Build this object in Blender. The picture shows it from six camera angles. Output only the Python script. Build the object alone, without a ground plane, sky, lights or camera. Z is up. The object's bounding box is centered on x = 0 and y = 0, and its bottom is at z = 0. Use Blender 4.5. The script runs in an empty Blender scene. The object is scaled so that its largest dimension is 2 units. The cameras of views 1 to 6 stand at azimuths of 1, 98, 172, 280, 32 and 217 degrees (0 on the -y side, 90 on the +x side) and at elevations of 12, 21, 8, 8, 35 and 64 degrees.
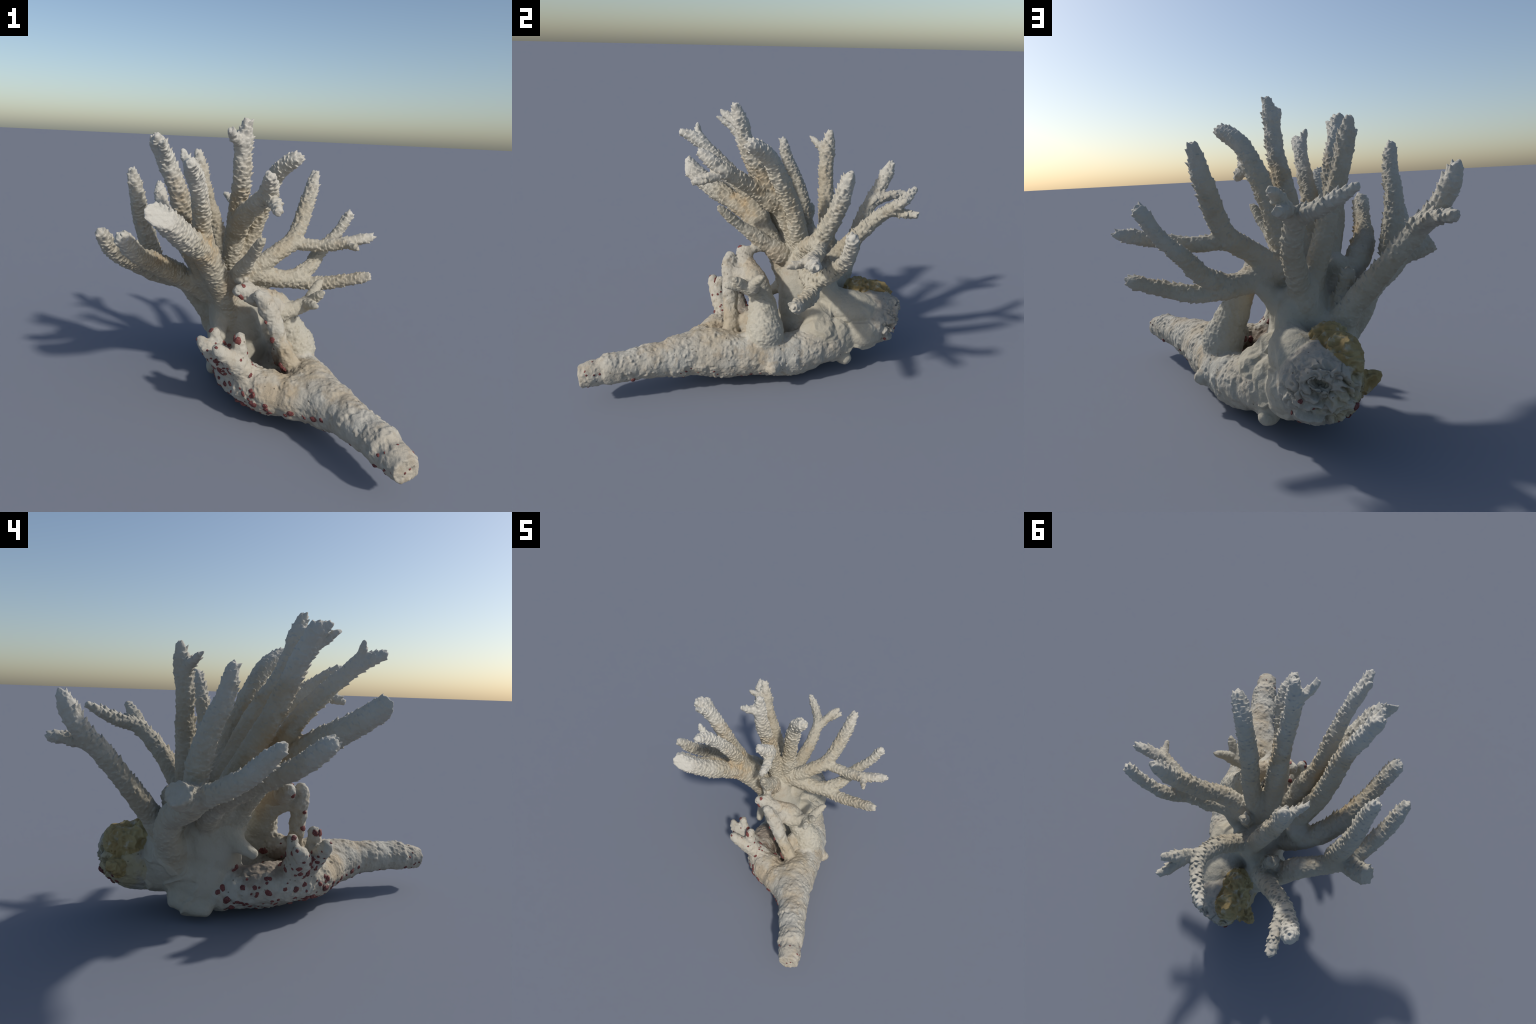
import bpy, math, random
import numpy as np
from mathutils import Vector, noise as mnoise
from mathutils.kdtree import KDTree

# =====================================================================
#  A bleached staghorn-type coral colony growing on a lying dead branch.
#  The body is one smooth blended surface, built from tapered limbs and
#  lumps (an implicit sum), then covered with scale-like corallites and
#  finally separated by region into named parts.
# =====================================================================
SEED = 7
rng = np.random.RandomState(SEED)
random.seed(SEED)
H = 0.0046                                   # mesh fineness
LO = np.array([-1.0, -1.07, -0.06])
HI = np.array([1.0, 1.07, 1.84])
N = np.ceil((HI - LO) / H).astype(int) + 1
DIST = np.full(N, 0.12, np.float32)
LAB = np.zeros(N, np.int16)
RAW = np.full(N, 0.5, np.float32)

PARTS = []          # (part name, kind)
def part(name, kind):
    PARTS.append((name, kind)); return len(PARTS) - 1

# ------------------------------------------------------------- noise
def _hash(ix, iy, iz, s):
    n = (ix * 374761393 + iy * 668265263 + iz * 2147483647 + s * 144665) & 0xffffffff
    n = ((n ^ (n >> 13)) * 1274126177) & 0xffffffff
    n = ((n ^ (n >> 16)) * 2246822519) & 0xffffffff
    return ((n ^ (n >> 15)) & 0xffff) / 32767.5 - 1.0

def vnoise(P, scale, s=0):
    """smooth value noise, -1..1, on an (n,3) array"""
    Q = P * scale + 137.31
    I = np.floor(Q).astype(np.int64); F = Q - I
    F = F * F * F * (F * (F * 6 - 15) + 10)
    r = 0
    for dx in (0, 1):
        wx = F[:, 0] if dx else 1 - F[:, 0]
        for dy in (0, 1):
            wy = F[:, 1] if dy else 1 - F[:, 1]
            for dz in (0, 1):
                wz = F[:, 2] if dz else 1 - F[:, 2]
                r = r + wx * wy * wz * _hash(I[:, 0] + dx, I[:, 1] + dy, I[:, 2] + dz, s)
    return r

def fbm(P, scale, octv=3, s=0):
    r = 0; a = 1.0; t = 0
    for o in range(octv):
        r = r + a * vnoise(P, scale * 2.03 ** o, s + 17 * o); t += a; a *= 0.5
    return r / t

# ------------------------------------------------------- implicit body
def box(lo, hi):
    a = np.clip(np.floor((lo - LO) / H).astype(int), 0, N - 1)
    b = np.clip(np.ceil((hi - LO) / H).astype(int) + 1, 1, N)
    ax = [(LO[i] + H * np.arange(a[i], b[i])).astype(np.float32) for i in range(3)]
    return tuple(slice(a[i], b[i]) for i in range(3)), ax

def blend(sl, d, k, lab):
    D = DIST[sl]
    h = np.maximum(k - np.abs(D - d), 0) / k
    res = np.minimum(D, d) - h * h * (k * 0.25)
    DIST[sl] = res
    R = RAW[sl]; m = d < R
    LAB[sl][m] = lab; R[m] = d[m]

def spline(K, step=0.012):
    K = np.asarray(K, float); m = len(K)
    P = np.vstack([2 * K[0] - K[1], K, 2 * K[-1] - K[-2]])
    out = []
    for i in range(m - 1):
        p0, p1, p2, p3 = P[i:i + 4]
        n = max(2, int(np.linalg.norm((p2 - p1)[:3]) / step))
        t = np.linspace(0, 1, n, endpoint=False)[:, None]
        out.append(.5 * (2 * p1 + (-p0 + p2) * t + (2 * p0 - 5 * p1 + 4 * p2 - p3) * t * t + (-p0 + 3 * p1 - 3 * p2 + p3) * t ** 3))
    out.append(K[-1:])
    return np.vstack(out)

CUTS = []
LIMBS = []          # sampled centre lines for growth direction
def limb(name, pts, k=0.03, kind='coral', taper=0.09, tip=0.5, cut=None, wob=0.06, lab=None, grow=None):
    """tapered limb through (x, y, z, radius) stations listed from tip to base;
    taper: length of the narrowing end, tip: radius share left at the end;
    cut: (point, normal) of a broken flat end"""
    S = spline(pts)
    seg = np.linalg.norm(np.diff(S[:, :3], axis=0), axis=1)
    arc = np.concatenate([[0], np.cumsum(seg)])
    rad = S[:, 3].copy()
    if lab is None and kind == 'coral': rad = rad * 0.96 - 0.0025      # room for the corallites
    if wob:
        rad *= 1 + wob * vnoise(S[:, :3], 14, 3) + 0.5 * wob * vnoise(S[:, :3], 33, 4)
    if taper > 0:
        rad *= tip + (1 - tip) * np.clip(arc / taper, 0, 1) ** 0.75
        keep = arc >= rad[0] * 0.85              # round end stops at the tip point
        S = S[keep]; rad = rad[keep]; arc = arc[keep]
    if lab is None:
        lab = part(name, kind)
    C = S[:, :3]
    LIMBS.append((lab, C, arc))
    mg = k + 3 * H
    sl, ax = box((C - rad[:, None]).min(0) - mg, (C + rad[:, None]).max(0) + mg)
    d = np.full([len(a) for a in ax], 0.2, np.float32)
    o = [s.start for s in sl]
    for i in range(len(C) - 1):
        a, b = C[i], C[i + 1]; ra, rb = rad[i], rad[i + 1]
        m = max(ra, rb) + mg
        s2, x2 = box(np.minimum(a, b) - m, np.maximum(a, b) + m)
        s3 = tuple(slice(s2[j].start - o[j], s2[j].stop - o[j]) for j in range(3))
        s3 = tuple(slice(max(q.start, 0), min(q.stop, d.shape[j])) for j, q in enumerate(s3))
        X = ax[0][s3[0]][:, None, None] - a[0]; Y = ax[1][s3[1]][None, :, None] - a[1]; Z = ax[2][s3[2]][None, None, :] - a[2]
        v = (b - a).astype(np.float32); L2 = float(v @ v) + 1e-12
        t = np.clip((X * v[0] + Y * v[1] + Z * v[2]) / L2, 0, 1)
        q = np.sqrt((X - t * v[0]) ** 2 + (Y - t * v[1]) ** 2 + (Z - t * v[2]) ** 2) - (ra + (rb - ra) * t)
        d[s3] = np.minimum(d[s3], q.astype(np.float32))
    if cut is not None:
        p, n = np.array(cut[0], float), np.array(cut[1], float); n /= np.linalg.norm(n)
        pl = ((ax[0][:, None, None] - p[0]) * n[0] + (ax[1][None, :, None] - p[1]) * n[1] + (ax[2][None, None, :] - p[2]) * n[2]).astype(np.float32)
        kk = 0.012
        CUTS.append((p, n))
        h = np.maximum(kk - np.abs(d - pl), 0) / kk
        d = np.maximum(d, pl) + h * h * kk * 0.25
    blend(sl, d, k, lab)
    return lab

def rot(e):
    cx, cy, cz = [math.cos(math.radians(a)) for a in e]; sx, sy, sz = [math.sin(math.radians(a)) for a in e]
    Rx = np.array([[1, 0, 0], [0, cx, -sx], [0, sx, cx]]); Ry = np.array([[cy, 0, sy], [0, 1, 0], [-sy, 0, cy]]); Rz = np.array([[cz, -sz, 0], [sz, cz, 0], [0, 0, 1]])
    return Rz @ Ry @ Rx

def lump(c, r, k=0.06, lab=0, e=(0, 0, 0), cut=None, carve=False):
    """ellipsoid with centre c, half sizes r, euler degrees e"""
    c = np.array(c, float); r = np.array(r, float); R = rot(e)
    m = r.max() + k + 3 * H
    sl, ax = box(c - m, c + m)
    X = ax[0][:, None, None] - c[0]; Y = ax[1][None, :, None] - c[1]; Z = ax[2][None, None, :] - c[2]
    q = [(X * R[0, i] + Y * R[1, i] + Z * R[2, i]) / r[i] for i in range(3)]
    k0 = np.sqrt(q[0] ** 2 + q[1] ** 2 + q[2] ** 2)
    k1 = np.sqrt((q[0] / r[0]) ** 2 + (q[1] / r[1]) ** 2 + (q[2] / r[2]) ** 2)
    d = (k0 * (k0 - 1) / np.maximum(k1, 1e-6)).astype(np.float32)
    if cut is not None:
        p, n = np.array(cut[0], float), np.array(cut[1], float); n /= np.linalg.norm(n)
        pl = ((X + c[0] - p[0]) * n[0] + (Y + c[1] - p[1]) * n[1] + (Z + c[2] - p[2]) * n[2]).astype(np.float32)
        h = np.maximum(0.02 - np.abs(d - pl), 0) / 0.02
        d = np.maximum(d, pl) + h * h * 0.005
    if carve:
        D = DIST[sl]; d = -d
        h = np.maximum(k - np.abs(D - d), 0) / k
        DIST[sl] = np.maximum(D, d) + h * h * k * 0.25
    else:
        blend(sl, d, k, lab)

# =====================================================================
#  PARTS OF THE COLONY      (x, y, z, radius), tip first
# =====================================================================
CRUST = part('base_crust', 'crust')
DEAD = part('dead_branch', 'dead')
BLOCK = part('broken_base_block', 'block')

# --- lying dead branch: stump end towards -y, widening to the base
limb('dead_branch', [(.812, -.995, .19, .068), (.772, -.905, .204, .082)], k=.012, kind='dead', taper=0, lab=DEAD,
     cut=((.81, -.982, .19), (.36, -.88, -.12)))
limb('dead_branch', [(.762, -.885, .207, .093), (.684, -.735, .222, .098), (.602, -.585, .222, .105), (.515, -.44, .220, .126), (.42, -.26, .22, .138)],
     k=.02, kind='dead', taper=.03, tip=.85, lab=DEAD)
# right ridge of the body
limb('dead_branch', [(.515, -.44, .215, .108), (.43, -.22, .205, .140), (.38, .02, .20, .130), (.30, .25, .19, .13), (.15, .48, .20, .13)], k=.05, taper=0, lab=DEAD)
# left ridge, carrying the short dead fingers
limb('dead_branch', [(.475, -.42, .205, .100), (.275, -.335, .205, .115), (.07, -.22, .21, .120), (-.05, -.01, .205, .115), (-.09, .22, .15, .11)], k=.05, taper=0, lab=DEAD)
lump((.16, .12, .10), (.24, .32, .085), k=.06, lab=DEAD)
lump((.49, .15, .17), (.035, .035, .035), k=.04, lab=DEAD)

# --- broken rear block
lump((-.06, .75, .31), (.20, .25, .19), k=.05, lab=BLOCK, e=(12, 0, 0), cut=((-.05, .95, .36), (.08, .97, -.14)))

# --- crust: trunk foot, curtain on the -x side, hub of all branches
lump((-.11, .33, .50), (.13, .19, .28), k=.06, lab=CRUST, e=(-8, 0, 0))
lump((-.14, .37, .25), (.10, .18, .20), k=.014, lab=CRUST)
lump((-.20, .51, .40), (.10, .115, .17), k=.05, lab=CRUST)
lump((.03, .63, .42), (.12, .19, .115), k=.010, lab=CRUST, e=(-10, 0, 0))
limb('base_crust', [(-.02, .40, .64, .07), (.01, .455, .52, .08), (.02, .55, .42, .10)], k=.04, taper=0, lab=CRUST)
lump((.115, .515, .245), (.115, .15, .13), k=.012, lab=CRUST)
lump((.20, .41, .27), (.085, .13, .12), k=.02, lab=CRUST)
lump((.10, .40, .36), (.10, .10, .10), k=.03, lab=CRUST)
lump((.06, .69, .27), (.12, .15, .13), k=.015, lab=CRUST)
limb('base_crust', [(.17, .60, .105, .045), (.15, .585, .105, .05), (.14, .57, .16, .07)], k=.03, taper=0, lab=CRUST)
limb('base_crust', [(-.20, .28, .08, .04), (-.20, .36, .085, .05), (-.20, .44, .12, .05)], k=.035, taper=0, lab=CRUST)
lump((-.13, .57, .27), (.10, .14, .125), k=.04, lab=CRUST)
# trunk column
limb('base_crust', [(-.06, .25, .66, .10), (-.05, .24, .58, .11), (-.02, .24, .42, .125), (.02, .26, .24, .13)], k=.06, taper=0, lab=CRUST)
lump((-.30, .20, .755), (.075, .075, .07), k=.04, lab=CRUST)
limb('base_crust', [(.12, .35, .69, .05), (.05, .34, .60, .065), (.02, .34, .48, .07)], k=.04, taper=0, lab=CRUST)
# flap of crust over the left ridge
limb('base_crust', [(-.13, .03, .405, .030), (-.145, .11, .465, .048), (-.13, .19, .55, .068)], k=.05, taper=0, lab=CRUST)

# --- living branches
B = lambda *a, **k: limb('branch', *a, **k)
b = B([(-.699, .036, 1.432, .040), (-.675, .077, 1.278, .045), (-.668, .149, 1.131, .053), (-.640, .200, .986, .060), (-.60, .24, .833, .062)])
A_ = B([(-.817, -.212, 1.089, .046), (-.782, -.044, .934, .050), (-.705, .162, .821, .057), (-.579, .282, .73, .064), (-.425, .40, .665, .072), (-.345, .46, .55, .078), (-.26, .46, .43, .075), (-.21, .45, .34, .06)], k=.05)
limb('stub', [(-.86, .235, .875, .06), (-.78, .235, .835, .066), (-.68, .22, .80, .06)], k=.03, taper=0, cut=((-.835, .235, .87), (-.80, .05, .55)))
B([(-.642, -.415, 1.104, .050), (-.595, -.237, .965, .054), (-.538, -.03, .872, .064), (-.445, .14, .775, .073), (-.30, .25, .65, .068), (-.18, .28, .56, .06)], taper=.04, tip=.75)
B([(-.44, -.76, 1.335, .062), (-.385, -.60, 1.235, .064), (-.322, -.433, 1.125, .068), (-.265, -.24, 1.025, .072), (-.215, -.07, .91, .077), (-.15, .08, .72, .080), (-.10, .16, .54, .075), (-.06, .19, .40, .06)], taper=0,
  cut=((-.382, -.625, 1.246), (.42, -.85, .30)))
f = B([(-.255, -.633, 1.514, .036), (-.261, -.505, 1.462, .042), (-.246, -.382, 1.36, .047), (-.243, -.256, 1.236, .053), (-.245, -.153, 1.103, .055), (-.215, -.04, .95, .058)])
limb('side_tip', [(-.31, -.518, 1.566, .022), (-.285, -.50, 1.50, .026), (-.26, -.46, 1.44, .035)], k=.02, taper=.03)
e_ = B([(-.487, -.31, 1.622, .049), (-.432, -.225, 1.468, .053), (-.385, -.15, 1.313, .057), (-.365, -.058, 1.135, .060), (-.335, .044, .965, .066), (-.26, .15, .79, .072), (-.17, .21, .64, .075)], taper=.04, tip=.7)
limb('side_tip', [(-.441, -.40, 1.598, .018), (-.435, -.34, 1.56, .026), (-.44, -.24, 1.50, .04)], k=.02, taper=.03)
limb('side_tip', [(-.47, -.365, 1.625, .02), (-.47, -.30, 1.58, .03)], k=.02, taper=.02)
i_ = B([(-.011, -.184, 1.732, .046), (-.033, -.143, 1.57, .050), (-.034, -.084, 1.412, .054), (-.052, .01, 1.26, .058), (-.066, .095, 1.11, .066), (-.09, .18, .92, .068), (-.095, .23, .80, .066)])
limb('side_tip', [(-.098, -.298, 1.675, .02), (-.07, -.22, 1.63, .03), (-.03, -.14, 1.60, .04)], k=.025, taper=.03)
k_ = B([(.125, -.396, 1.456, .040), (.118, -.26, 1.36, .046), (.06, -.16, 1.28, .052), (-.01, -.06, 1.20, .058), (-.05, .05, 1.10, .062)], taper=.06)
limb('side_tip', [(.175, -.43, 1.262, .028), (.16, -.33, 1.295, .033), (.115, -.22, 1.335, .04)], k=.025, taper=.05)
B([(.290, -.05, 1.546, .047), (.177, .053, 1.449, .053), (.095, .135, 1.261, .058), (.042, .208, 1.075, .061), (.01, .235, .933, .064), (-.05, .27, .80, .062)], taper=.04, tip=.7)
g_ = B([(-.353, .398, 1.545, .042), (-.305, .387, 1.311, .050), (-.230, .404, 1.07, .055), (-.150, .423, .823, .060), (-.08, .45, .605, .07)])
limb('side_tip', [(-.416, .267, 1.484, .018), (-.37, .33, 1.44, .026), (-.325, .385, 1.39, .03)], k=.02, taper=.03)
B([(.44, .545, 1.432, .045), (.388, .49, 1.213, .051), (.312, .40, .998, .057), (.182, .317, .888, .062), (.0, .28, .748, .072)])
B([(.845, .404, 1.028, .036), (.637, .364, .979, .041), (.476, .390, .949, .042), (.30, .39, .956, .042)])
limb('side_tip', [(.727, .233, .962, .018), (.68, .31, .975, .026), (.637, .364, .979, .03)], k=.02, taper=.05)
B([(.705, .581, 1.16, .034), (.623, .567, 1.018, .039), (.509, .52, .896, .045), (.428, .43, .792, .051), (.28, .35, .72, .060), (.05, .30, .76, .07)], taper=.03, tip=.75)
B([(.814, .295, .777, .037), (.639, .336, .727, .043), (.461, .365, .690, .049), (.30, .37, .71, .052)], taper=.04, tip=.7)
d_ = B([(-.698, .86, 1.281, .046), (-.649, .79, 1.108, .050), (-.535, .695, .942, .053), (-.405, .622, .765, .059), (-.28, .56, .60, .068), (-.2, .5, .44, .075)])
limb('branch', [(-.641, .966, 1.063, .034), (-.60, .86, 1.052, .035), (-.555, .73, 1.01, .040)], k=.03, taper=.03, tip=.75)
l_ = B([(-.21, .99, 1.211, .032), (-.079, .878, 1.127, .038), (.0, .764, 1.075, .046), (.01, .619, .924, .055), (-.03, .504, .765, .061), (-.07, .40, .62, .07)])
limb('side_tip', [(.135, .894, 1.215, .034), (.08, .83, 1.15, .036), (.015, .74, 1.06, .042)], k=.025, taper=.06)
limb('side_tip', [(.121, .975, 1.121, .026), (.09, .91, 1.12, .03), (.06, .83, 1.12, .032)], k=.02, taper=.04)
limb('knob', [(-.297, .477, .775, .036), (-.28, .46, .68, .048), (-.25, .45, .58, .06)], k=.03, taper=.03, tip=.8)
limb('knob', [(-.01, .372, .882, .036), (-.01, .35, .82, .04), (0, .33, .76, .05)], k=.03, taper=.03, tip=.8)
# front twig of the hub
limb('twig', [(.102, -.282, 1.10, .023), (.06, -.20, 1.01, .031), (.022, -.12, .93, .036), (-.03, .02, .82, .055), (-.06, .12, .74, .07)], k=.03, taper=.03, kind='smooth')

# --- arch of dead coral between the dead branch and the hub
limb('arch_strut', [(.095, -.205, .755, .036), (.14, -.20, .71, .050), (.19, -.19, .599, .049), (.235, -.175, .47, .047), (.295, -.16, .34, .055)], k=.025, taper=0, kind='dead')
limb('arch_strut', [(.10, -.09, .715, .05), (.20, -.02, .66, .066), (.25, .035, .54, .080), (.31, .06, .44, .098), (.345, .075, .365, .118), (.35, .08, .31, .10)], k=.03, taper=0, kind='smooth')
limb('arch_strut', [(.15, -.185, .665, .05), (.17, -.11, .655, .06), (.20, -.03, .63, .065)], k=.03, taper=0, kind='dead')
limb('arch_knob', [(-.045, -.15, .765, .030), (.0, -.135, .755, .048), (.05, -.12, .735, .06), (.11, -.10, .71, .055)], k=.02, taper=.02, tip=.8, kind='dead')
limb('arch_knob', [(-.02, -.02, .80, .03), (.02, -.09, .78, .03)], k=.03, taper=0, kind='dead')
# forked twig of the arch
limb('twig', [(.474, .08, .792, .020), (.435, .03, .735, .028), (.385, -.01, .665, .040), (.24, -.07, .615, .046)], k=.03, taper=.03, kind='smooth')
limb('side_tip', [(.479, -.105, .767, .016), (.435, -.06, .715, .028), (.39, -.01, .665, .03)], k=.02, taper=.03, kind='smooth')
limb('side_tip', [(.432, -.169, .693, .016), (.40, -.09, .68, .028), (.37, -.02, .66, .03)], k=.02, taper=.03, kind='smooth')

# --- short dead fingers on the left ridge
limb('dead_finger', [(-.159, -.189, .535, .028), (-.145, -.20, .47, .036), (-.10, -.20, .38, .05), (-.03, -.17, .28, .07)], k=.025, taper=.03, tip=.7, kind='dead')
limb('dead_finger', [(.0, -.29, .550, .030), (.0, -.30, .48, .040), (.01, -.28, .38, .05), (.03, -.24, .28, .07)], k=.025, taper=.03, tip=.7, kind='dead')
limb('dead_finger', [(-.127, -.385, .50, .030), (-.09, -.36, .45, .040), (-.02, -.31, .38, .055), (.05, -.25, .28, .07)], k=.025, taper=.03, tip=.7, kind='dead')
limb('dead_finger', [(-.245, -.225, .485, .020), (-.19, -.24, .44, .045), (-.12, -.24, .38, .06), (-.03, -.2, .28, .07)], k=.025, taper=.04, kind='dead')

# yellow crust on the rear block, with a spike
SPONGE = part('yellow_sponge', 'sponge')
lump((-.14, .665, .485), (.095, .10, .08), k=.03, lab=SPONGE)
lump((-.155, .77, .42), (.11, .14, .12), k=.02, lab=SPONGE, e=(0, -10, 0))
limb('yellow_sponge', [(-.335, .79, .345, .012), (-.30, .79, .32, .03), (-.24, .78, .30, .06)], k=.03, taper=0, lab=SPONGE)

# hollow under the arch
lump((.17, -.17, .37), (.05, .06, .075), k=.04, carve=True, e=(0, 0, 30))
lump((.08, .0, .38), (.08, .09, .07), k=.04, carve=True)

lump((.25, -.05, .35), (.06, .08, .085), k=.03, lab=DEAD)
# two deep holes in the broken rear face
lump((-.20, .93, .38), (.024, .06, .034), k=.015, carve=True, e=(0, 20, 0))
lump((-.03, .93, .375), (.045, .05, .022), k=.015, carve=True, e=(0, -25, 0))

# =====================================================================
#  SURFACE: one quad mesh over the blended body
# =====================================================================
def surface():
    D = DIST
    ins = D < 0
    ic = ins[:-1, :-1, :-1]
    cnt = np.zeros(ic.shape, np.int8)
    for dx in (0, 1):
        for dy in (0, 1):
            for dz in (0, 1):
                cnt += ins[dx:N[0] - 1 + dx, dy:N[1] - 1 + dy, dz:N[2] - 1 + dz]
    act = np.argwhere((cnt > 0) & (cnt < 8))
    del cnt
    vid = np.full(ic.shape, -1, np.int32)
    vid[act[:, 0], act[:, 1], act[:, 2]] = np.arange(len(act))
    val = {}
    for dx in (0, 1):
        for dy in (0, 1):
            for dz in (0, 1):
                val[dx, dy, dz] = D[act[:, 0] + dx, act[:, 1] + dy, act[:, 2] + dz].astype(float)
    acc = np.zeros((len(act), 3)); num = np.zeros(len(act))
    cs = list(val)
    for a in cs:
        for axis in range(3):
            if a[axis]: continue
            c2 = list(a); c2[axis] = 1; c2 = tuple(c2)
            va, vb = val[a], val[c2]
            m = (va < 0) != (vb < 0)
            t = va[m] / (va[m] - vb[m])
            p = np.tile(np.array(a, float), (m.sum(), 1)); p[:, axis] += t
            acc[m] += p; num[m] += 1
    V = LO + (act + acc / num[:, None]) * H
    quads = []
    for axis in range(3):
        o = [(0, 0, 0)] * 4
        u, w = (axis + 1) % 3, (axis + 2) % 3
        s0 = [slice(1, -1)] * 3; s1 = [slice(1, -1)] * 3
        s0[axis] = slice(0, -1); s1[axis] = slice(1, None)
        a = ins[tuple(s0)]; bb = ins[tuple(s1)]
        E = np.argwhere(a != bb)
        if len(E) == 0: continue
        flip = a[E[:, 0], E[:, 1], E[:, 2]]
        base = E.copy()
        for q in range(3):
            if q != axis: base[:, q] += 1
        cells = []
        for du, dw in ((0, 0), (-1, 0), (-1, -1), (0, -1)):
            c = base.copy(); c[:, u] += du; c[:, w] += dw
            cells.append(vid[c[:, 0], c[:, 1], c[:, 2]])
        Q = np.stack(cells, 1)
        Q[~flip] = Q[~flip][:, ::-1]
        quads.append(Q)
    Q = np.vstack(quads)
    return V, Q, act

V, Q, ACT = surface()
VL = LAB[ACT[:, 0], ACT[:, 1], ACT[:, 2]].astype(int)
del ACT

# keep only the largest connected piece
def components(n, Q):
    lab = np.arange(n)
    e = np.vstack([Q[:, [0, 1]], Q[:, [1, 2]], Q[:, [2, 3]], Q[:, [3, 0]]])
    while True:
        m = np.minimum(lab[e[:, 0]], lab[e[:, 1]])
        new = lab.copy()
        np.minimum.at(new, e[:, 0], m); np.minimum.at(new, e[:, 1], m)
        new = new[new]
        if np.array_equal(new, lab): return lab
        lab = new
cl = components(len(V), Q)
big = np.bincount(cl).argmax()
keep = cl == big
idx = np.cumsum(keep) - 1
Q = idx[Q[keep[Q[:, 0]]]]; V = V[keep]; VL = VL[keep]
print('body', len(V), 'verts', len(Q), 'quads')

def normals(V, Q):
    n = np.cross(V[Q[:, 2]] - V[Q[:, 0]], V[Q[:, 3]] - V[Q[:, 1]])
    out = np.zeros_like(V)
    for j in range(4):
        for c in range(3):
            out[:, c] += np.bincount(Q[:, j], n[:, c], len(V))
    return out / np.maximum(np.linalg.norm(out, axis=1), 1e-12)[:, None]

def smooth_scalar(x, Q, it):
    e = np.vstack([Q[:, [0, 1]], Q[:, [1, 2]], Q[:, [2, 3]], Q[:, [3, 0]]])
    deg = np.bincount(e[:, 0], minlength=len(x)) + np.bincount(e[:, 1], minlength=len(x))
    for _ in range(it):
        if x.ndim == 1:
            s = np.bincount(e[:, 0], x[e[:, 1]], len(x)) + np.bincount(e[:, 1], x[e[:, 0]], len(x))
            x = 0.5 * x + 0.5 * s / deg
        else:
            x = np.stack([smooth_scalar(x[:, c], Q, 1) for c in range(x.shape[1])], 1)
    return x

V = smooth_scalar(V, Q, 2)
NRM = normals(V, Q)
KIND = np.array([{'coral': 0, 'crust': 1, 'dead': 2, 'block': 3, 'smooth': 4, 'sponge': 5}[k] for _, k in PARTS])
VK = KIND[VL]

# growth direction (towards the tip) per vertex, and distance along the limb
GROW = np.tile(np.array([0.0, 0, 1.0]), (len(V), 1)); ALONG = np.full(len(V), 0.6)
for lab, C, arc in LIMBS:
    m = np.where(VL == lab)[0]
    if len(m) == 0: continue
    kd = KDTree(len(C))
    for i, c in enumerate(C): kd.insert(c, i)
    kd.balance()
    T = np.gradient(C, axis=0); T /= -np.linalg.norm(T, axis=1)[:, None]
    ii = np.array([kd.find(V[j])[1] for j in m])
    GROW[m] = T[ii]; ALONG[m] = arc[ii]

# ----------------------------------------------------- surface relief
live = smooth_scalar((VK == 0).astype(float), Q, 12)
soft = smooth_scalar((VK == 4).astype(float), Q, 8)
dead = smooth_scalar((VK == 2).astype(float), Q, 8)
block = smooth_scalar((VK == 3).astype(float), Q, 8)
spong = smooth_scalar((VK == 5).astype(float), Q, 6)
crust = smooth_scalar((VK == 1).astype(float), Q, 8)
GROW = smooth_scalar(GROW, Q, 6)

disp = np.zeros(len(V))
# gentle unevenness everywhere
disp += 0.006 * fbm(V, 9, 3, 1) * (live * 0.6 + crust + soft + dead * 1.4 + block * 1.2 + spong)
# dead branch: knobbly and pitted
disp += dead * (0.0065 * fbm(V, 24, 3, 5) + 0.0075 * np.clip(vnoise(V, 58, 6) - .1, 0, 1) * np.clip(.6 + 1.5 * vnoise(V, 9, 7), 0, 1) - 0.010 * np.clip(vnoise(V, 34, 8) - 0.45, 0, 1) * 1.5)
ring = vnoise(V @ np.diag([.5, 1.2, .5]), 36, 11)
disp += dead * 0.0022 * ring + (live + soft) * 0.0035 * fbm(V, 55, 2, 51)
# broken block: craggy, with cavities
WARP = V + 0.05 * np.stack([fbm(V, 9, 2, 61), fbm(V, 9, 2, 62), fbm(V, 9, 2, 63)], 1)
n1 = np.clip((fbm(WARP, 15, 3, 21) - .02) / .22, 0, 1) + .5 * np.clip(1 - np.abs(fbm(WARP, 24, 2, 22)) * 5, 0, 1)
rear = np.clip((V[:, 1] - .82) / .06, 0, 1) * np.clip((.50 - V[:, 2]) / .08, 0, 1)
disp += block * (0.012 * fbm(V, 22, 3, 23) - rear * 0.034 * n1)
disp += spong * (0.020 * (.5 - np.abs(fbm(WARP, 15, 3, 31)) * 2.6) + 0.006 * fbm(V, 45, 2, 33))
low = np.clip((.50 - V[:, 2]) / .12, 0, 1) * np.clip((V[:, 1] - .25) / .15, 0, 1)
disp += crust * (0.002 * fbm(V, 40, 2, 41) + low * 0.014 * np.clip(1 - np.abs(fbm(WARP, 6.5, 2, 43)) * 4.5, 0, 1))

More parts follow.
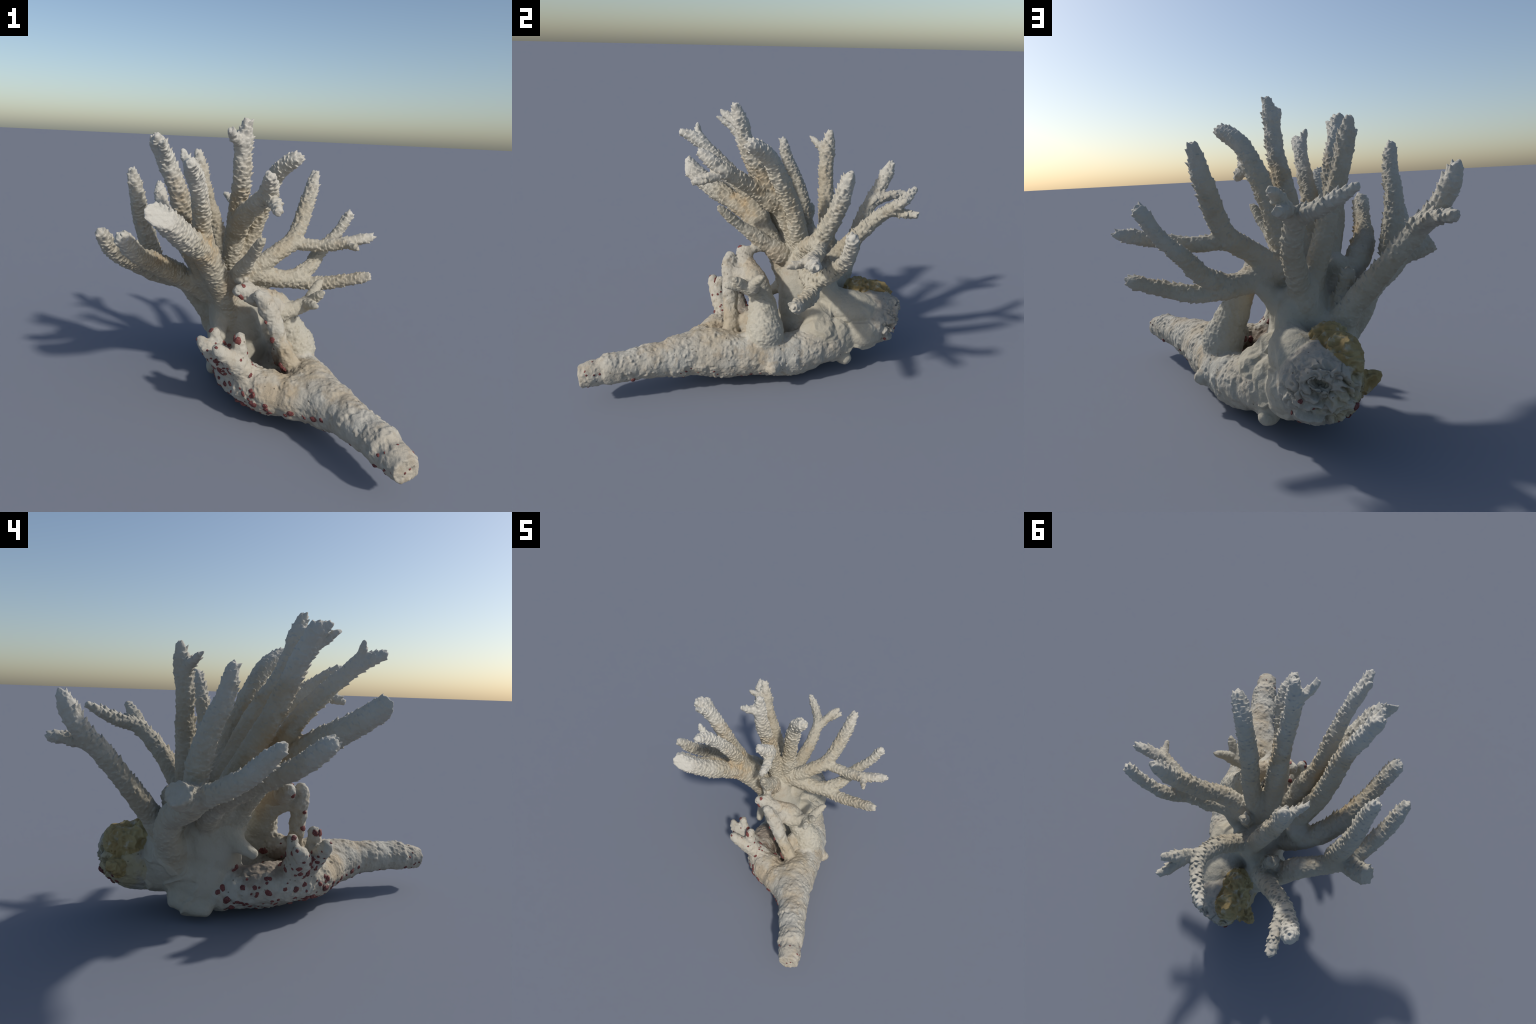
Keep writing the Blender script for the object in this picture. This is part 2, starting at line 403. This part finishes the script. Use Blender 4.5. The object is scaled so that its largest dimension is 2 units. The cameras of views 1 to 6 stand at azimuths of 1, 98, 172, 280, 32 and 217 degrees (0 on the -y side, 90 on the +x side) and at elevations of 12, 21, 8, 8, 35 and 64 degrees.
# corallites: overlapping scales leaning towards the branch tip
front = np.clip(0.62 + 0.55 * (NRM @ np.array([.62, -.62, .35])), 0.45, 1.0)
base_fade = 1 / (1 + np.exp((ALONG - 0.62) / 0.07))
AMP = (live * (0.55 + 0.45 * base_fade) + 0.45 * soft + 0.10 * crust) * front
for p, n in CUTS:
    AMP = AMP * np.where((NRM @ n > .8) & (np.abs((V - p) @ n) < .012) & (np.linalg.norm(V - p, axis=1) < .12), 0.0, 1.0)
order = rng.permutation(np.where((AMP > 0.06))[0])
cell = 0.023
grid = {}
seeds = []
for j in order[:140000]:
    p = V[j]; ck = (int(p[0] // cell), int(p[1] // cell), int(p[2] // cell))
    ok = True
    r = 0.0225
    for dx in (-1, 0, 1):
        for dy in (-1, 0, 1):
            for dz in (-1, 0, 1):
                for q in grid.get((ck[0] + dx, ck[1] + dy, ck[2] + dz), ()):
                    w = V[q] - p
                    if w @ w < r * r: ok = False; break
                if not ok: break
            if not ok: break
        if not ok: break
    if ok:
        grid.setdefault(ck, []).append(j); seeds.append(j)
print('corallites', len(seeds))
kd = KDTree(len(V))
for i, p in enumerate(V): kd.insert(p, i)
kd.balance()
vec = np.zeros_like(V); hbest = np.zeros(len(V))
for j in seeds:
    n = NRM[j]; t = GROW[j] - n * (GROW[j] @ n); tl = np.linalg.norm(t)
    if tl < 1e-3: continue
    t /= tl; s = np.cross(n, t)
    size = 0.0150 * (0.65 + 0.7 * rng.rand()); amp = AMP[j] * 0.0132 * (0.3 + 1.3 * rng.rand())
    hits = kd.find_range(V[j], size * 1.75)
    ii = np.array([h[1] for h in hits]); d = V[ii] - V[j]
    u = d @ t / size; w = d @ s / size
    up = np.where(u < 0.35, np.clip((u + 1.55) / 1.9, 0, 1) ** 1.4, np.clip((0.85 - u) / 0.5, 0, 1))
    hh = amp * up * np.clip(1 - (w / 1.05) ** 2, 0, 1) * (NRM[ii] @ n > 0.2)
    better = hh > hbest[ii]
    k2 = ii[better]; hbest[k2] = hh[better]
    vec[k2] = hh[better, None] * (n + 0.75 * t)
V = V + NRM * disp[:, None] + vec
print('lowest', V[:, 2].min(), V[V[:,2].argmin()])
V[:, 2] = np.maximum(V[:, 2], 0.0)
NRM = normals(V, Q)

# =====================================================================
#  MATERIALS
# =====================================================================
def new_mat(name, rough=0.85):
    m = bpy.data.materials.new(name); m.use_nodes = True
    nt = m.node_tree; bs = nt.nodes['Principled BSDF']
    bs.inputs['Roughness'].default_value = rough
    bs.inputs['Specular IOR Level'].default_value = 0.25
    return m, nt, bs

def nnode(nt, coord, scale, detail=4, rough=0.55, dist=0.0):
    n = nt.nodes.new('ShaderNodeTexNoise'); n.inputs['Scale'].default_value = scale
    n.inputs['Detail'].default_value = detail; n.inputs['Roughness'].default_value = rough; n.inputs['Distortion'].default_value = dist
    nt.links.new(coord, n.inputs['Vector']); return n.outputs['Fac']

def ramp(nt, fac, a, b):
    n = nt.nodes.new('ShaderNodeMapRange'); n.interpolation_type = 'SMOOTHSTEP'
    n.inputs['From Min'].default_value = a; n.inputs['From Max'].default_value = b
    nt.links.new(fac, n.inputs['Value']); return n.outputs['Result']

def math_n(nt, op, a, b):
    n = nt.nodes.new('ShaderNodeMath'); n.operation = op
    for i, x in enumerate((a, b)):
        if isinstance(x, (int, float)): n.inputs[i].default_value = x
        else: nt.links.new(x, n.inputs[i])
    return n.outputs[0]

def mix(nt, fac, a, b):
    n = nt.nodes.new('ShaderNodeMix'); n.data_type = 'RGBA'
    if isinstance(fac, (int, float)): n.inputs['Factor'].default_value = fac
    else: nt.links.new(fac, n.inputs['Factor'])
    for key, x in (('A', a), ('B', b)):
        sock = [s for s in n.inputs if s.name == key and s.type == 'RGBA'][0]
        if isinstance(x, tuple): sock.default_value = (*x, 1)
        else: nt.links.new(x, sock)
    return [s for s in n.outputs if s.type == 'RGBA'][0]

def near(nt, coord, c, r, soft, wob):
    """mask: 1 inside a ragged ball round c"""
    v = nt.nodes.new('ShaderNodeVectorMath'); v.operation = 'DISTANCE'
    nt.links.new(coord, v.inputs[0]); v.inputs[1].default_value = c
    d = math_n(nt, 'ADD', v.outputs['Value'], wob)
    return ramp(nt, d, r + soft, r - soft)

def bump(nt, bs, h, strength, dist):
    b = nt.nodes.new('ShaderNodeBump'); b.inputs['Strength'].default_value = strength; b.inputs['Distance'].default_value = dist
    nt.links.new(h, b.inputs['Height']); nt.links.new(b.outputs['Normal'], bs.inputs['Normal'])

def coral_material(name, pale, warm, stain, stain_amt, extra=None, pores=0.0, tips=0.0):
    m, nt, bs = new_mat(name)
    tc = nt.nodes.new('ShaderNodeTexCoord').outputs['Object']
    big = nnode(nt, tc, 3.2, 3); mid = nnode(nt, tc, 17, 4); fine = nnode(nt, tc, 90, 3)
    col = mix(nt, ramp(nt, big, .38, .66), pale, warm)
    st = math_n(nt, 'MULTIPLY', ramp(nt, mid, .52, .74), stain_amt)
    col = mix(nt, st, col, stain)
    col = mix(nt, math_n(nt, 'MULTIPLY', ramp(nt, fine, .55, .75), .22), col, tuple(c * .72 for c in pale))
    wob = math_n(nt, 'MULTIPLY', math_n(nt, 'SUBTRACT', nnode(nt, tc, 11, 5), .5), .35)
    for c, r, soft, colour, amt in (extra or []):
        col = mix(nt, math_n(nt, 'MULTIPLY', near(nt, tc, c, r, soft, wob), amt), col, colour)
    if tips:
        v = nt.nodes.new('ShaderNodeVectorMath'); v.operation = 'DISTANCE'
        nt.links.new(tc, v.inputs[0]); v.inputs[1].default_value = (-.08, .25, .55)
        td = math_n(nt, 'ADD', v.outputs['Value'], wob)
        col = mix(nt, math_n(nt, 'MULTIPLY', ramp(nt, td, .70, 1.20), tips), col, (.54, .53, .49))
    if pores:
        vo = nt.nodes.new('ShaderNodeTexVoronoi'); vo.inputs['Scale'].default_value = 38
        nt.links.new(tc, vo.inputs['Vector'])
        rnd = nt.nodes.new('ShaderNodeSeparateColor'); nt.links.new(vo.outputs['Color'], rnd.inputs[0])
        p = math_n(nt, 'MULTIPLY', ramp(nt, vo.outputs['Distance'], .22, .12), ramp(nt, rnd.outputs[0], .80, .85))
        col = mix(nt, math_n(nt, 'MULTIPLY', p, pores), col, (.10, .08, .06))
    nt.links.new(col, bs.inputs['Base Color'])
    hgt = math_n(nt, 'ADD', fine, math_n(nt, 'MULTIPLY', nnode(nt, tc, 260, 2), .5))
    bump(nt, bs, hgt, .5, .006)
    return m

PALE = (.405, .375, .305); WARM = (.37, .325, .245); OCHRE = (.40, .29, .16); BROWN = (.22, .16, .10)
hub_dirt = [((-.30, -.14, 1.02), .11, .06, (.40, .27, .13), .55), ((-.40, -.10, .95), .10, .06, (.38, .26, .13), .5), ((-.43, -.2, 1.30), .09, .05, (.38, .27, .14), .45), ((-.02, .02, 1.28), .09, .05, (.38, .28, .16), .45),
            ((.06, .0, .70), .16, .07, (.36, .28, .19), .55), ((-.35, .02, .86), .13, .06, (.40, .32, .20), .45)]
M_CORAL = coral_material('bleached_coral', PALE, WARM, (.34, .27, .18), .45, hub_dirt, tips=.65)
M_CRUST = coral_material('smooth_crust', (.415, .39, .325), (.395, .36, .285), (.33, .29, .215), .4,
                         hub_dirt + [((-.13, .72, .60), .10, .05, (.34, .27, .15), .5)])
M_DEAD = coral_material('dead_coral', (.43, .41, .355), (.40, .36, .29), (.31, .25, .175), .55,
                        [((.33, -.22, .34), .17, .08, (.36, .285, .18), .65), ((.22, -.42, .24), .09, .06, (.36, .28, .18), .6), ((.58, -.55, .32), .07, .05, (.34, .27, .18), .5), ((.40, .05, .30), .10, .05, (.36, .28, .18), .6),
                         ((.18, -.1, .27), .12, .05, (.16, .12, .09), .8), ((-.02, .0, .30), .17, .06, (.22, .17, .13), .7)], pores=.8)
M_BLOCK = coral_material('broken_coral_rock', (.38, .36, .31), (.34, .31, .26), (.22, .19, .155), .7, [((-.2, .78, .30), .16, .06, (.40, .33, .16), .6)], pores=.8)
M_SPONGE = coral_material('yellow_sponge_crust', (.36, .30, .155), (.29, .205, .085), (.43, .405, .325), .9)
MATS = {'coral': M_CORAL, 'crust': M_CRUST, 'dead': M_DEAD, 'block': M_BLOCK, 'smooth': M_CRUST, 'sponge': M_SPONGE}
M_RED, nt, bs = new_mat('red_nodule_skin', .6)
tc = nt.nodes.new('ShaderNodeTexCoord').outputs['Object']
oi = nt.nodes.new('ShaderNodeObjectInfo').outputs['Random']
c0 = mix(nt, oi, (.11, .034, .034), (.17, .05, .045))
nt.links.new(mix(nt, ramp(nt, nnode(nt, tc, 2.5, 4), .5, .7), c0, (.26, .12, .10)), bs.inputs['Base Color'])

# =====================================================================
#  SEPARATE INTO PARTS (shared border vertices, whole-body normals)
# =====================================================================
root = bpy.data.objects.new('coral_colony', None)
bpy.context.collection.objects.link(root)
root['label'] = 'bleached branching coral colony on a lying dead branch'
root['category'] = 'coral'

FL = VL[Q]
FLAB = np.where((FL[:, 1] == FL[:, 2]), FL[:, 1], FL[:, 0])
for lab, (name, kind) in enumerate(PARTS):
    fq = Q[FLAB == lab]
    if len(fq) < 20: print('tiny part', name, lab, len(fq))
    if len(fq) == 0: continue
    used, inv = np.unique(fq, return_inverse=True)
    me = bpy.data.meshes.new(name)
    me.from_pydata(V[used].tolist(), [], inv.reshape(-1, 4).tolist())
    me.polygons.foreach_set('use_smooth', np.ones(len(fq), bool))
    me.update()
    me.normals_split_custom_set_from_vertices(NRM[used].tolist())
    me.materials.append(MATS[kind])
    ob = bpy.data.objects.new(name, me); ob.parent = root
    bpy.context.collection.objects.link(ob)

# =====================================================================
#  RED NODULES seated on the dead parts
# =====================================================================
def nodule_mesh(i):
    import bmesh
    bm = bmesh.new(); bmesh.ops.create_icosphere(bm, subdivisions=3, radius=1)
    for v in bm.verts:
        p = v.co.copy()
        v.co *= 1 + .28 * mnoise.noise(p * 1.5 + Vector((i * 7.1, 0, 0))) + .10 * mnoise.noise(p * 4 + Vector((0, i * 3.3, 0)))
        v.co.z *= .55
    me = bpy.data.meshes.new('red_nodule'); bm.to_mesh(me); bm.free()
    me.polygons.foreach_set('use_smooth', np.ones(len(me.polygons), bool))
    me.materials.append(M_RED); return me
NOD = [nodule_mesh(i) for i in range(5)]
kd = KDTree(len(V))
for i, p in enumerate(V): kd.insert(p, i)
kd.balance()
def nodule(p, r):
    co, j, dd = kd.find(p)
    n = Vector(NRM[j])
    ob = bpy.data.objects.new('red_nodule', NOD[rng.randint(5)])
    ob.location = Vector(co) - n * r * .1
    q = n.to_track_quat('Z', 'Y'); ob.rotation_mode = 'QUATERNION'
    from mathutils import Quaternion
    ob.rotation_quaternion = q @ Quaternion((0, 0, 1), rng.rand() * 6.28)
    ob.scale = (r * (.8 + .5 * rng.rand()), r * (.8 + .5 * rng.rand()), r * (.8 + .4 * rng.rand()))
    ob.parent = root; bpy.context.collection.objects.link(ob)

def scatter(c, r, n, lo, hi, cond):
    m = np.where((np.linalg.norm((V - np.array(c)) / np.array(r), axis=1) < 1) & cond)[0]
    if len(m) == 0: return
    for j in rng.choice(m, min(n, len(m)), replace=False):
        nodule(V[j], lo + (hi - lo) * rng.rand() ** 2)
isdead = VK[:] == 2
scatter((0, -.10, .20), (.30, .42, .25), 130, .006, .024, isdead & (NRM[:, 0] < .1) & (NRM[:, 2] < .6))
scatter((-.06, -.26, .44), (.24, .22, .16), 46, .006, .018, isdead)
scatter((.55, -.5, .10), (.3, .6, .13), 30, .005, .013, isdead & (NRM[:, 2] < -.1))
scatter((.80, -.93, .20), (.12, .12, .12), 16, .005, .010, isdead)
scatter((-.05, .88, .22), (.25, .15, .16), 14, .008, .020, VK == 3)
for p, r in (((.30, -.45, .17), .020), ((.40, -.56, .17), .018), ((-.01, -.17, .735), .018), ((.0, -.155, .79), .013), ((.13, -.23, .60), .016), ((.17, -.23, .50), .015)):
    nodule(p, r)
